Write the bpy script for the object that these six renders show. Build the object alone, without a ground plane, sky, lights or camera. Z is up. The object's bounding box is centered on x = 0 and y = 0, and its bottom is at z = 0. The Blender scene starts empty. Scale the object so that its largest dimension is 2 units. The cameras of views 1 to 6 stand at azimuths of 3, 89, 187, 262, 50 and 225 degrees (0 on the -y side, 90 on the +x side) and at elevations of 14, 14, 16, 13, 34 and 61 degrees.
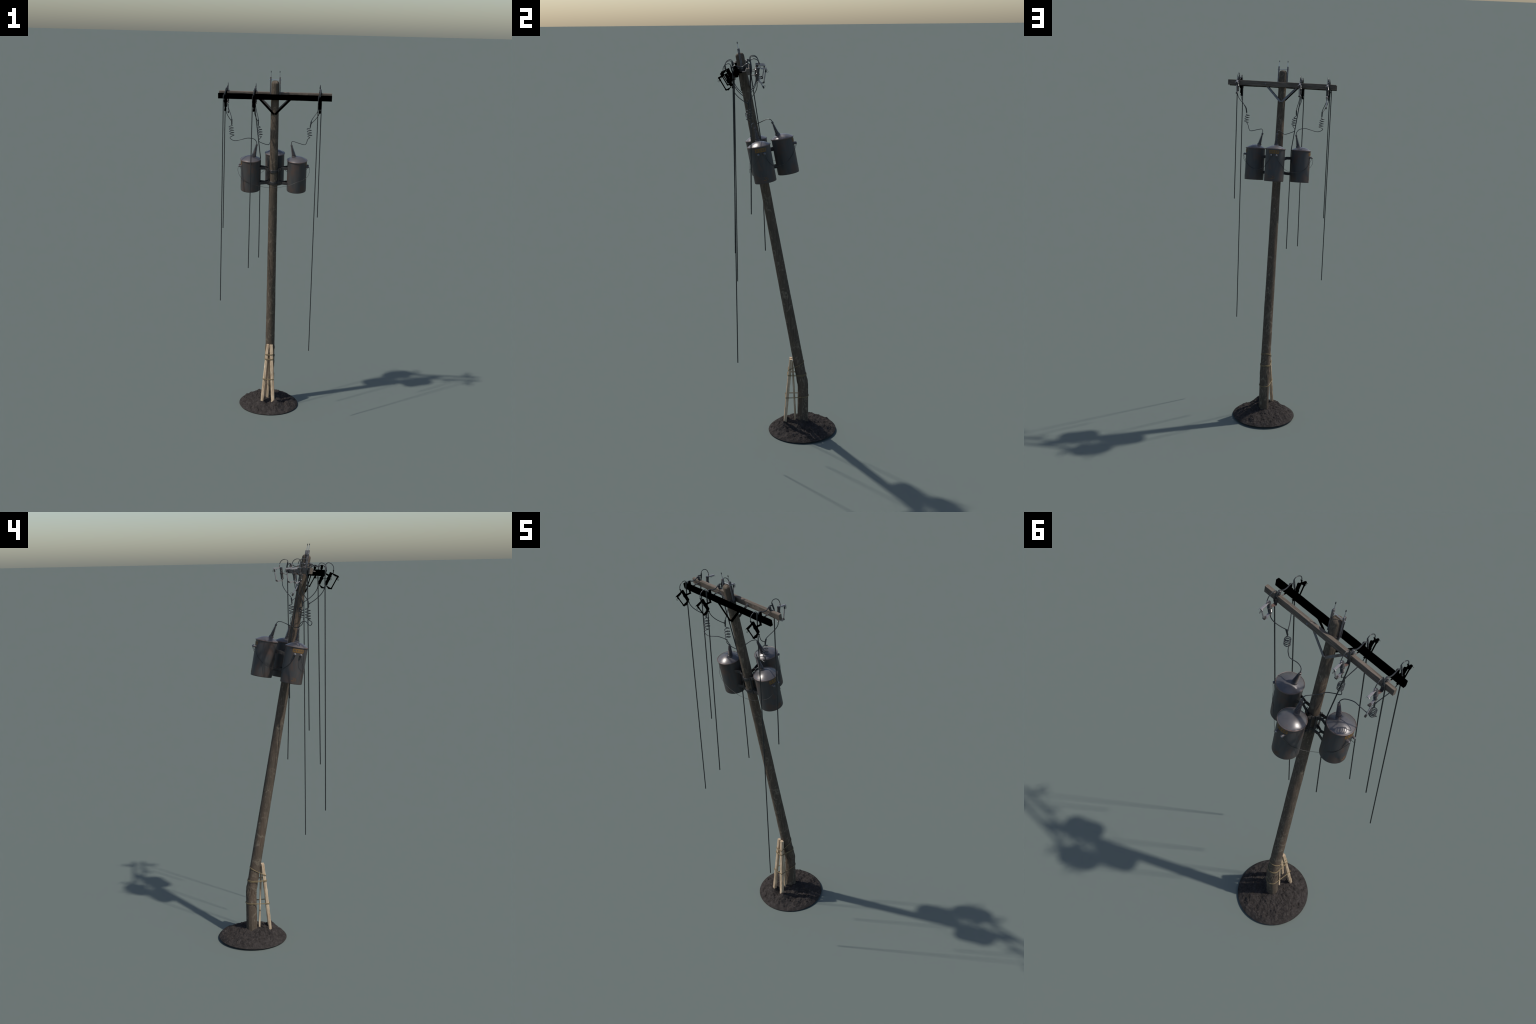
import bpy, math, random
from mathutils import Vector, Matrix, noise

random.seed(7)

# ------------------------------------------------------------------ frame
# The pole stands upright to a break at KINK, above which it leans to -y.
# Everything hung on it is laid out in the leaning frame (x, q, h):
# x along the crossarms, q square to pole and arms, h up along the pole.
LEAN = math.radians(10.212)
KINK = Vector((0, 0.1153, 0.25))
AX = Vector((0, -math.sin(LEAN), math.cos(LEAN)))
QX = Vector((0, math.cos(LEAN), math.sin(LEAN)))
FRAME = Matrix(((1, 0, 0, KINK.x), (0, QX.y, AX.y, KINK.y), (0, QX.z, AX.z, KINK.z), (0, 0, 0, 1)))
INV = FRAME.inverted()


def W(x, q, h):
    return FRAME @ Vector((x, q, h))


def L(x, y, z):
    return INV @ Vector((x, y, z))


# ------------------------------------------------------------------ materials
def new_mat(name):
    m = bpy.data.materials.new(name)
    m.use_nodes = True
    nt = m.node_tree
    b = nt.nodes["Principled BSDF"]
    return m, nt, b


def node(nt, kind, **kw):
    n = nt.nodes.new(kind)
    for k, v in kw.items():
        setattr(n, k, v)
    return n


def coords(nt, scale=(1, 1, 1), rot=(0, 0, 0), source="Object"):
    tc = node(nt, "ShaderNodeTexCoord")
    mp = node(nt, "ShaderNodeMapping")
    mp.inputs["Scale"].default_value = scale
    mp.inputs["Rotation"].default_value = rot
    nt.links.new(tc.outputs[source], mp.inputs["Vector"])
    return mp.outputs["Vector"]


def noise_tex(nt, vec, scale, detail=6, rough=0.6, dist=0.0):
    n = node(nt, "ShaderNodeTexNoise")
    n.inputs["Scale"].default_value = scale
    n.inputs["Detail"].default_value = detail
    n.inputs["Roughness"].default_value = rough
    n.inputs["Distortion"].default_value = dist
    nt.links.new(vec, n.inputs["Vector"])
    return n.outputs["Fac"]


def ramp(nt, fac, stops):
    r = node(nt, "ShaderNodeValToRGB")
    el = r.color_ramp.elements
    while len(el) < len(stops):
        el.new(0.5)
    for e, (p, c) in zip(el, stops):
        e.position = p
        e.color = (c[0], c[1], c[2], 1) if isinstance(c, (tuple, list)) else (c, c, c, 1)
    nt.links.new(fac, r.inputs["Fac"])
    return r.outputs["Color"]


def mix(nt, fac, a, b, mode="MIX"):
    m = node(nt, "ShaderNodeMix", data_type="RGBA", blend_type=mode)
    for sock, v in (("Factor", fac), ("A", a), ("B", b)):
        ins = [i for i in m.inputs if i.name == sock and (i.type == "RGBA" or sock == "Factor")]
        i = ins[0]
        if sock == "Factor":
            i = m.inputs[0]
        if hasattr(v, "is_linked"):
            nt.links.new(v, i)
        elif isinstance(v, (int, float)):
            i.default_value = v
        else:
            i.default_value = (v[0], v[1], v[2], 1)
    return [o for o in m.outputs if o.type == "RGBA"][0]


def bump(nt, b, height, strength=0.3, dist=0.002):
    n = node(nt, "ShaderNodeBump")
    n.inputs["Strength"].default_value = strength
    n.inputs["Distance"].default_value = dist
    nt.links.new(height, n.inputs["Height"])
    nt.links.new(n.outputs["Normal"], b.inputs["Normal"])


def mat_pole():
    m, nt, b = new_mat("weathered_pole_wood")
    # grain runs along the pole: squeeze the texture space on the axis
    grain = noise_tex(nt, coords(nt, (1, 1, 0.05)), 210, 8, 0.65)
    patch = noise_tex(nt, coords(nt, (1, 1, 0.45)), 26, 5, 0.62, 0.6)
    scuff = noise_tex(nt, coords(nt, (1, 1, 0.6)), 34, 9, 0.7, 1.2)
    stain = noise_tex(nt, coords(nt, (1, 1, 0.25)), 15, 3, 0.5)
    fleck = noise_tex(nt, coords(nt, (1, 1, 0.30)), 120, 8, 0.75, 0.8)
    c1 = ramp(nt, grain, [(0.32, (0.056, 0.044, 0.033)), (0.5, (0.098, 0.077, 0.058)), (0.68, (0.142, 0.112, 0.084))])
    c2 = mix(nt, ramp(nt, patch, [(0.42, 0.0), (0.60, 0.8)]), c1, (0.080, 0.065, 0.050))
    c3 = mix(nt, ramp(nt, stain, [(0.50, 0.0), (0.66, 0.6)]), c2, (0.112, 0.078, 0.056))
    c4 = mix(nt, ramp(nt, scuff, [(0.54, 0.0), (0.64, 0.75)]), c3, (0.200, 0.166, 0.122))
    c4 = mix(nt, ramp(nt, fleck, [(0.58, 0.0), (0.68, 0.7)]), c4, (0.215, 0.180, 0.135))
    nt.links.new(c4, b.inputs["Base Color"])
    b.inputs["Roughness"].default_value = 0.85
    b.inputs["Specular IOR Level"].default_value = 0.15
    bump(nt, b, grain, 0.5, 0.0012)
    return m


def mat_arm():
    m, nt, b = new_mat("weathered_crossarm_timber")
    grain = noise_tex(nt, coords(nt, (0.05, 1, 1)), 230, 8, 0.65)
    patch = noise_tex(nt, coords(nt, (0.4, 1, 1)), 40, 6, 0.65, 0.5)
    c1 = ramp(nt, grain, [(0.34, (0.068, 0.055, 0.043)), (0.5, (0.135, 0.109, 0.087)), (0.66, (0.215, 0.172, 0.138))])
    c2 = mix(nt, ramp(nt, patch, [(0.45, 0.0), (0.68, 0.6)]), c1, (0.092, 0.082, 0.068))
    nt.links.new(c2, b.inputs["Base Color"])
    b.inputs["Roughness"].default_value = 0.85
    b.inputs["Specular IOR Level"].default_value = 0.15
    bump(nt, b, grain, 0.5, 0.001)
    return m


def mat_stake():
    m, nt, b = new_mat("pale_split_timber")
    grain = noise_tex(nt, coords(nt, (1, 1, 0.04)), 240, 8, 0.7)
    fibre = noise_tex(nt, coords(nt, (1, 1, 0.06)), 120, 5, 0.6)
    age = noise_tex(nt, coords(nt, (1, 1, 0.5)), 40, 4, 0.6)
    c1 = ramp(nt, grain, [(0.34, (0.24, 0.165, 0.10)), (0.48, (0.52, 0.39, 0.26)), (0.64, (0.70, 0.57, 0.41))])
    c2 = mix(nt, ramp(nt, fibre, [(0.50, 0.0), (0.66, 0.75)]), c1, (0.36, 0.235, 0.145))
    c3 = mix(nt, ramp(nt, age, [(0.55, 0.0), (0.72, 0.55)]), c2, (0.40, 0.36, 0.25))
    nt.links.new(c3, b.inputs["Base Color"])
    b.inputs["Roughness"].default_value = 0.85
    b.inputs["Specular IOR Level"].default_value = 0.15
    bump(nt, b, grain, 0.6, 0.001)
    return m


def mat_rope():
    m, nt, b = new_mat("twisted_rope")
    n = noise_tex(nt, coords(nt), 700, 3, 0.6)
    c = ramp(nt, n, [(0.3, (0.15, 0.11, 0.06)), (0.7, (0.30, 0.235, 0.135))])
    nt.links.new(c, b.inputs["Base Color"])
    b.inputs["Roughness"].default_value = 0.9
    b.inputs["Specular IOR Level"].default_value = 0.1
    return m


def mat_soil():
    m, nt, b = new_mat("dark_loose_soil")
    a = noise_tex(nt, coords(nt), 60, 10, 0.75)
    f = noise_tex(nt, coords(nt), 330, 6, 0.7)
    p = noise_tex(nt, coords(nt), 17, 5, 0.6, 0.4)
    c1 = ramp(nt, a, [(0.3, (0.022, 0.0195, 0.0185)), (0.52, (0.043, 0.0375, 0.0350)), (0.72, (0.082, 0.072, 0.068))])
    c2 = mix(nt, ramp(nt, p, [(0.5, 0.0), (0.72, 0.55)]), c1, (0.066, 0.058, 0.055))
    c3 = mix(nt, ramp(nt, f, [(0.58, 0.0), (0.68, 0.75)]), c2, (0.120, 0.092, 0.070))
    nt.links.new(c3, b.inputs["Base Color"])
    b.inputs["Roughness"].default_value = 0.95
    b.inputs["Specular IOR Level"].default_value = 0.05
    bump(nt, b, f, 1.0, 0.003)
    return m


def mat_tank():
    m, nt, b = new_mat("grey_painted_steel")
    big = noise_tex(nt, coords(nt, (1, 1, 0.55)), 22, 7, 0.62, 0.5)
    run = noise_tex(nt, coords(nt, (1, 1, 0.12)), 60, 6, 0.6)
    fine = noise_tex(nt, coords(nt), 120, 8, 0.7)
    c1 = ramp(nt, run, [(0.32, (0.050, 0.051, 0.053)), (0.55, (0.066, 0.064, 0.063)), (0.75, (0.080, 0.072, 0.067))])
    rust = ramp(nt, big, [(0.47, 0.0), (0.62, 0.65)])
    c2 = mix(nt, rust, c1, (0.098, 0.062, 0.048))
    c3 = mix(nt, ramp(nt, fine, [(0.56, 0.0), (0.68, 0.55)]), c2, (0.115, 0.058, 0.038))
    nt.links.new(c3, b.inputs["Base Color"])
    b.inputs["Metallic"].default_value = 0.1
    r = ramp(nt, fine, [(0.3, 0.42), (0.7, 0.56)])
    nt.links.new(r, b.inputs["Roughness"])
    b.inputs["Specular IOR Level"].default_value = 0.28
    bump(nt, b, fine, 0.06, 0.001)
    return m


def mat_lid():
    m, nt, b = new_mat("worn_steel_lid")
    big = noise_tex(nt, coords(nt), 36, 7, 0.62, 0.5)
    c = ramp(nt, big, [(0.35, (0.112, 0.106, 0.110)), (0.58, (0.132, 0.124, 0.124)), (0.74, (0.145, 0.110, 0.098))])
    nt.links.new(c, b.inputs["Base Color"])
    b.inputs["Metallic"].default_value = 0.35
    b.inputs["Roughness"].default_value = 0.34
    return m


def mat_simple(name, col, rough=0.5, metal=0.0, spec=0.4, var=None, scale=60):
    m, nt, b = new_mat(name)
    if var:
        n = noise_tex(nt, coords(nt), scale, 6, 0.65)
        nt.links.new(ramp(nt, n, [(0.42, col), (0.66, var)]), b.inputs["Base Color"])
    else:
        b.inputs["Base Color"].default_value = (*col, 1)
    b.inputs["Roughness"].default_value = rough
    b.inputs["Metallic"].default_value = metal
    b.inputs["Specular IOR Level"].default_value = spec
    return m


M = dict(
    pole=mat_pole(), arm=mat_arm(), stake=mat_stake(), rope=mat_rope(), soil=mat_soil(),
    tank=mat_tank(), lid=mat_lid(),
    black=mat_simple("flat_black_paint", (0, 0, 0), 1.0, 0, 0.0),  # zero base colour and no specular: the mirrored front assembly shows as uniform solid black
    cable=mat_simple("black_rubber_cable", (0.018, 0.020, 0.021), 0.5, 0, 0.35),
    wire=mat_simple("dark_jumper_wire", (0.026, 0.028, 0.030), 0.42, 0, 0.45),
    thin=mat_simple("thin_dark_wire", (0.024, 0.024, 0.024), 0.45, 0, 0.4),
    steel=mat_simple("galvanised_steel", (0.165, 0.170, 0.182), 0.48, 0.4, 0.45, (0.135, 0.098, 0.082), 110),
    dark_steel=mat_simple("dark_steel_strap", (0.040, 0.042, 0.044), 0.5, 0.2, 0.35, (0.060, 0.045, 0.038), 80),
    bright=mat_simple("bright_pin_steel", (0.46, 0.47, 0.50), 0.28, 0.8),
    porcelain=mat_simple("dark_grey_porcelain", (0.040, 0.040, 0.042), 0.22, 0, 0.6, (0.065, 0.055, 0.048), 160),
    contact=mat_simple("pale_contact_metal", (0.36, 0.35, 0.355), 0.40, 0.5, 0.5, (0.29, 0.245, 0.235), 200),
    rusty=mat_simple("rust_stained_bracket", (0.135, 0.085, 0.072), 0.6, 0.2, 0.3, (0.19, 0.135, 0.12), 150),
    bushing=mat_simple("ribbed_grey_bushing", (0.085, 0.082, 0.086), 0.38, 0.05, 0.45, (0.115, 0.080, 0.066), 130),
    rim=mat_simple("rubbed_lid_rim", (0.150, 0.128, 0.124), 0.42, 0.25, 0.4, (0.165, 0.098, 0.078), 120),
    orange=mat_simple("faded_orange_paint", (0.215, 0.112, 0.027), 0.6, 0, 0.25, (0.145, 0.085, 0.035), 170),
    letter=mat_simple("stencil_grey", (0.075, 0.072, 0.070), 0.55, 0.1, 0.25),
    faint=mat_simple("worn_orange_paint", (0.19, 0.092, 0.030), 0.6, 0, 0.25, (0.10, 0.066, 0.050), 300),
)

# ------------------------------------------------------------------ mesh helpers
class Geo:
    """Collects vertices and faces; every face carries a material slot."""

    def __init__(self):
        self.v, self.f, self.m = [], [], []

    def add(self, verts, faces, mi=0):
        o = len(self.v)
        self.v += [Vector(p) for p in verts]
        self.f += [tuple(i + o for i in f) for f in faces]
        self.m += [mi] * len(faces)

    def box(self, c, sx, sy, sz, ex=Vector((1, 0, 0)), ey=Vector((0, 1, 0)), ez=Vector((0, 0, 1)), mi=0, bevel=0.12):
        c = Vector(c)
        k = min(sx, sy, sz) * bevel
        pts, idx = [], {}
        for sgx in (-1, 1):
            for sgy in (-1, 1):
                for sgz in (-1, 1):
                    for a in range(3):
                        d = [sx / 2 - k, sy / 2 - k, sz / 2 - k]
                        d[a] += k
                        idx[(sgx, sgy, sgz, a)] = len(pts)
                        pts.append(c + ex * (sgx * d[0]) + ey * (sgy * d[1]) + ez * (sgz * d[2]))
        F = []
        S = (-1, 1)
        cyc = [(-1, -1), (1, -1), (1, 1), (-1, 1)]
        for a in range(3):
            u, w = (a + 1) % 3, (a + 2) % 3
            for s in S:
                q = []
                for (i, j) in cyc:
                    g = [0, 0, 0]
                    g[a], g[u], g[w] = s, i, j
                    q.append(idx[(*g, a)])
                F.append(q if s > 0 else q[::-1])
            for i in S:            # edge strips along axis a
                for j in S:
                    q = []
                    for s, which in ((-1, u), (1, u), (1, w), (-1, w)):
                        g = [0, 0, 0]
                        g[a], g[u], g[w] = s, i, j
                        q.append(idx[(*g, which)])
                    F.append(q if i * j < 0 else q[::-1])
        for sgx in S:
            for sgy in S:
                for sgz in S:
                    t = [idx[(sgx, sgy, sgz, a)] for a in range(3)]
                    F.append(t if sgx * sgy * sgz > 0 else t[::-1])
        self.add(pts, F, mi)

    def bar(self, p, q, w, t, side, mi=0):
        """Flat bar from p to q, width w along `side`, thickness t."""
        p, q = Vector(p), Vector(q)
        ez = (q - p).normalized()
        ex = Vector(side)
        ex = (ex - ez * ex.dot(ez)).normalized()
        ey = ez.cross(ex)
        self.box((p + q) / 2, w, t, (q - p).length, ex, ey, ez, mi)

    def tube(self, pts, r, seg=10, mi=0, closed=False, caps=True):
        pts = [Vector(p) for p in pts]
        n = len(pts)
        rr = r if callable(r) else (lambda s: r)
        T = []
        for i in range(n):
            if closed:
                t = pts[(i + 1) % n] - pts[i - 1]
            else:
                t = pts[min(i + 1, n - 1)] - pts[max(i - 1, 0)]
            T.append(t.normalized())
        ref = Vector((0, 0, 1)) if abs(T[0].z) < 0.9 else Vector((1, 0, 0))
        u = T[0].cross(ref).normalized()
        V, F = [], []
        for i in range(n):
            u = (u - T[i] * u.dot(T[i])).normalized()
            w = T[i].cross(u)
            rad = rr(i / max(1, n - 1))
            for k in range(seg):
                a = 2 * math.pi * k / seg
                V.append(pts[i] + (u * math.cos(a) + w * math.sin(a)) * rad)
        for i in range(n if closed else n - 1):
            j = (i + 1) % n
            for k in range(seg):
                k2 = (k + 1) % seg
                F.append((i * seg + k, i * seg + k2, j * seg + k2, j * seg + k))
        if caps and not closed:
            F.append(tuple(range(seg))[::-1])
            F.append(tuple((n - 1) * seg + k for k in range(seg)))
        self.add(V, F, mi)

    def lathe(self, base, axis, prof, seg=24, mi=0, mids=None):
        """Profile of (distance along axis, radius) turned about base+axis."""
        base, axis = Vector(base), Vector(axis).normalized()
        ref = Vector((1, 0, 0)) if abs(axis.x) < 0.9 else Vector((0, 1, 0))
        u = (ref - axis * ref.dot(axis)).normalized()
        w = axis.cross(u)
        V, F = [], []
        for d, r in prof:
            for k in range(seg):
                a = 2 * math.pi * k / seg
                V.append(base + axis * d + (u * math.cos(a) + w * math.sin(a)) * max(r, 1e-5))
        for i in range(len(prof) - 1):
            for k in range(seg):
                k2 = (k + 1) % seg
                F.append((i * seg + k, i * seg + k2, (i + 1) * seg + k2, (i + 1) * seg + k))
        F.append(tuple(range(seg))[::-1])
        F.append(tuple((len(prof) - 1) * seg + k for k in range(seg)))
        self.add(V, F, mi)

    def ring(self, c, n, R, r, seg=20, mi=0):
        c, n = Vector(c), Vector(n).normalized()
        ref = Vector((1, 0, 0)) if abs(n.x) < 0.9 else Vector((0, 1, 0))
        u = n.cross(ref).normalized()
        w = n.cross(u)
        self.tube([c + (u * math.cos(2 * math.pi * i / seg) + w * math.sin(2 * math.pi * i / seg)) * R for i in range(seg)], r, 6, mi, closed=True)

    def mirrored(self):
        g = Geo()
        g.v = [Vector((p.x, -p.y, p.z)) for p in self.v]
        g.f = [f[::-1] for f in self.f]
        g.m = list(self.m)
        return g

    def mesh(self, name, mats, angle=35):
        me = bpy.data.meshes.new(name)
        me.from_pydata(self.v, [], self.f)
        for m in mats:
            me.materials.append(m)
        for p, mi in zip(me.polygons, self.m):
            p.material_index = mi
            p.use_smooth = True
        me.update()
        me.set_sharp_from_angle(angle=math.radians(angle))
        return me


COL = bpy.context.scene.collection
root = bpy.data.objects.new("utility_pole", None)
root["label"] = "leaning wooden utility pole with three grey transformers and soil base"
root["category"] = "utility pole"
root.location = (0, 0, 0)
COL.objects.link(root)


def put(name, me, parent=None, mat=None):
    o = bpy.data.objects.new(name, me)
    COL.objects.link(o)
    o.parent = parent or root
    if mat is not None:
        o.matrix_basis = mat
    return o


def spline(P, n=10, closed=False):
    """Catmull-Rom through the control points."""
    P = [Vector(p) for p in P]
    out = []
    m = len(P)
    for i in range(m if closed else m - 1):
        g = lambda k: P[k % m] if closed else P[min(max(k, 0), m - 1)]
        p0, p1, p2, p3 = g(i - 1), g(i), g(i + 1), g(i + 2)
        if not closed:
            if i == 0:
                p0 = 2 * p1 - p2
            if i == m - 2:
                p3 = 2 * p2 - p1
        for k in range(n):
            t = k / n
            out.append(0.5 * ((2 * p1) + (p2 - p0) * t + (2 * p0 - 5 * p1 + 4 * p2 - p3) * t * t + (3 * p1 - p0 - 3 * p2 + p3) * t ** 3))
    if not closed:
        out.append(P[-1])
    return out


def bez(a, b, c, d, n=24):
    a, b, c, d = map(Vector, (a, b, c, d))
    return [a * (1 - t) ** 3 + b * 3 * t * (1 - t) ** 2 + c * 3 * t * t * (1 - t) + d * t ** 3 for t in [i / n for i in range(n + 1)]]


def fbm(p, octv=4):
    return noise.fractal(Vector(p), 0.9, 2.1, octv, noise_basis='PERLIN_ORIGINAL')


def pole_r(z):
    return (0.0565 - 0.0077 * z) / 2


# ------------------------------------------------------------------ pole
TOP_H = 1.7255


def build_pole():
    g = Geo()
    seg, rings = 56, []
    zs = [0.004 + i * (KINK.z - 0.006 - 0.004) / 60 for i in range(61)]
    for z in zs:
        rings.append((Vector((0, KINK.y, z)), Vector((0, 1, 0)), pole_r(z)))
    # mitre at the break
    half = LEAN / 2
    rings.append((KINK.copy(), Vector((0, math.cos(half), math.sin(half))), pole_r(0.25) * 1.015))
    n = 320
    for i in range(n + 1):
        h = 0.006 + (TOP_H - 0.014 - 0.006) * i / n
        rings.append((W(0, 0, h), QX, pole_r(0.25 + h)))
    rt = pole_r(1.93)
    for i in range(1, 10):            # rounded crown
        a = i / 9 * math.pi / 2
        rings.append((W(0, 0, TOP_H - 0.014 + 0.014 * math.sin(a)), QX, rt * (0.38 + 0.62 * math.cos(a)) if i < 9 else rt * 0.33))
    V, F = [], []
    for c, qd, r in rings:
        for k in range(seg):
            a = 2 * math.pi * k / seg
            d = Vector((1, 0, 0)) * math.cos(a) + qd * math.sin(a)
            p = c + d * r
            s = c.z
            groove = fbm((d.x * 9, d.y * 9 + d.z * 9, s * 2.2), 4) * 0.0007
            broad = fbm((d.x * 1.5, d.y * 1.5 + 9, s * 7.0), 3) * 0.0007
            brk = math.exp(-((s - 0.255) / 0.035) ** 2)
            chip = brk * (fbm((d.x * 5, d.y * 5 + 3, s * 16), 4) * 0.0042)
            V.append(p + d * (groove + broad + chip))
    m = len(rings)
    for i in range(m - 1):
        for k in range(seg):
            k2 = (k + 1) % seg
            F.append((i * seg + k, i * seg + k2, (i + 1) * seg + k2, (i + 1) * seg + k))
    F.append(tuple(range(seg))[::-1])
    F.append(tuple((m - 1) * seg + k for k in range(seg)))
    g.add(V, F)
    return put("pole", g.mesh("pole", [M["pole"]], 60))


pole = build_pole()


def build_splinters():
    """Torn wood fibres standing off the break."""
    rnd = random.Random(3)
    g = Geo()
    for i in range(34):
        a = rnd.uniform(0, 2 * math.pi)
        if math.sin(a) < -0.5 and rnd.random() < 0.7:
            continue
        z0 = 0.25 + rnd.uniform(-0.03, 0.055)
        ln = rnd.uniform(0.012, 0.034)
        up = rnd.random() < 0.45
        r = pole_r(0.25)
        lean_y = -0.18 * max(0, z0 - 0.25)
        d = Vector((math.cos(a), math.sin(a), 0))
        side = Vector((-math.sin(a), math.cos(a), 0))
        p0 = Vector((0, KINK.y + lean_y, z0)) + d * (r - 0.001)
        e = p0 + Vector((0, 0, ln if up else -ln)) + d * rnd.uniform(0.0008, 0.0028)
        if up:
            e.y -= 0.17 * ln
        w = rnd.uniform(0.0010, 0.0024)
        th = 0.0012
        g.add([p0 - side * w, p0 + side * w, p0 + d * th, e], [(0, 2, 3), (2, 1, 3), (1, 0, 3), (0, 1, 2)] if up else [(2, 0, 3), (1, 2, 3), (0, 1, 3), (0, 2, 1)])
    o = put("splinter", g.mesh("splinter", [mat_splinter], 30), pole)
    o["kind"] = "stuff"


mat_splinter = mat_simple("fresh_torn_wood", (0.15, 0.122, 0.088), 0.85, 0, 0.1, (0.27, 0.225, 0.16), 90)
build_splinters()

# ------------------------------------------------------------------ soil
SOIL_C = Vector((0, 0.111))
SOIL_R = 0.177


def soil_rim(x, y):
    return 0.0046 + 0.0258 * (y - SOIL_C.y)


def soil_z(x, y):
    dx, dy = x - SOIL_C.x, y - SOIL_C.y
    rho = min(1.0, math.hypot(dx, dy) / SOIL_R)
    z = soil_rim(x, y)
    fade = 1 - rho ** 5
    z += 0.029 * fade
    bump_ = lambda cx, cy, s, hgt: hgt * math.exp(-((x - cx) ** 2 + (y - cy) ** 2) / (s * s))
    z += fade * (bump_(0.0, 0.105, 0.056, 0.018) + bump_(0.050, 0.004, 0.028, 0.034) + bump_(-0.043, 0.014, 0.030, 0.030) + bump_(0.048, 0.110, 0.036, 0.010)
                 + bump_(-0.033, 0.122, 0.024, -0.006) + bump_(0.0, 0.065, 0.085, 0.0055) + bump_(0.002, 0.040, 0.020, -0.006) + bump_(-0.055, 0.235, 0.032, 0.005) + bump_(0.055, 0.235, 0.032, 0.005))
    lumps = fbm((x * 24, y * 24, 1.7), 5) * 0.0095 + fbm((x * 70, y * 70, 5.1), 4) * 0.0044 + abs(fbm((x * 150, y * 150, 9.3), 3)) * 0.0030
    return z + lumps * min(1.0, (1 - rho) * 7)


def build_soil():
    g = Geo()
    nr, nt = 150, 400
    V, F = [Vector((SOIL_C.x, SOIL_C.y, soil_z(*SOIL_C)))], []
    for i in range(1, nr + 1):
        rho = (i / nr) ** 0.93 * SOIL_R
        for k in range(nt):
            a = 2 * math.pi * k / nt
            x, y = SOIL_C.x + rho * math.cos(a), SOIL_C.y + rho * math.sin(a)
            V.append(Vector((x, y, soil_z(x, y))))
    idx = lambda i, k: 1 + (i - 1) * nt + k % nt
    for k in range(nt):
        F.append((0, idx(1, k), idx(1, k + 1)))
    for i in range(1, nr):
        for k in range(nt):
            F.append((idx(i, k), idx(i + 1, k), idx(i + 1, k + 1), idx(i, k + 1)))
    F.append(tuple(idx(nr, k) for k in range(nt))[::-1])
    zmin = min(v.z for v in V)
    for v in V:
        v.z -= zmin
    g.add(V, F)
    put("soil_mound", g.mesh("soil_mound", [M["soil"]], 180))


build_soil()

# ------------------------------------------------------------------ stakes and lashings
STAKES = [  # foot, top, width, depth
    (Vector((-0.0350, 0.0235, 0.052)), Vector((-0.0108, 0.0530, 0.3985)), 0.0160, 0.0150),
    (Vector((0.0290, 0.0200, 0.062)), Vector((0.0092, 0.0525, 0.3965)), 0.0185, 0.0150),
    (Vector((-0.0055, 0.0760, 0.055)), Vector((0.0060, 0.0600, 0.3830)), 0.0115, 0.0090),
]


def build_stake(i, foot, top, w, d):
    g = Geo()
    ez = (top - foot).normalized()
    foot = foot - ez * 0.012
    ex = (Vector((1, 0, 0)) - ez * ez.x).normalized()
    ey = ez.cross(ex)
    n, V, F = 70, [], []
    outline = []
    per = 8
    cs = [(-1, -1), (1, -1), (1, 1), (-1, 1)]
    for c in range(4):
        a, b = cs[c], cs[(c + 1) % 4]
        for k in range(per):
            t = k / per
            outline.append((a[0] + (b[0] - a[0]) * t, a[1] + (b[1] - a[1]) * t))
    m = len(outline)
    for j in range(n + 1):
        t = j / n
        c = foot.lerp(top, t)
        tap = 1.03 - 0.06 * t + 0.04 * fbm((i * 7.3, t * 6, 0.4), 3)
        for (px, py) in outline:
            rib = 1 + 0.17 * fbm((px * 5 + i * 11, py * 5, t * 1.6), 4) + 0.07 * fbm((px * 9, py * 9 + i * 5, t * 11), 3)
            soft = 1 - 0.10 * (abs(px) * abs(py)) ** 4
            p = c + ex * (px * w / 2 * tap * rib * soft) + ey * (py * d / 2 * tap * rib * soft)
            if j == n:
                p += ez * (0.0016 * fbm((px * 3, py * 3, i * 2.0), 3))
            V.append(p)
    for j in range(n):
        for k in range(m):
            k2 = (k + 1) % m
            F.append((j * m + k, j * m + k2, (j + 1) * m + k2, (j + 1) * m + k))
    F.append(tuple(range(m))[::-1])
    F.append(tuple(n * m + k for k in range(m)))
    g.add(V, F)
    put("support_stake", g.mesh("support_stake", [M["stake"]], 30))


for i, s in enumerate(STAKES):
    build_stake(i, *s)


def pole_centre(z):
    return Vector((0, KINK.y if z < KINK.z else 0.1603 - 0.18014 * z, z))


def stake_at(s, z):
    f, t = s[0], s[1]
    return f.lerp(t, (z - f.z) / (t.z - f.z))


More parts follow.
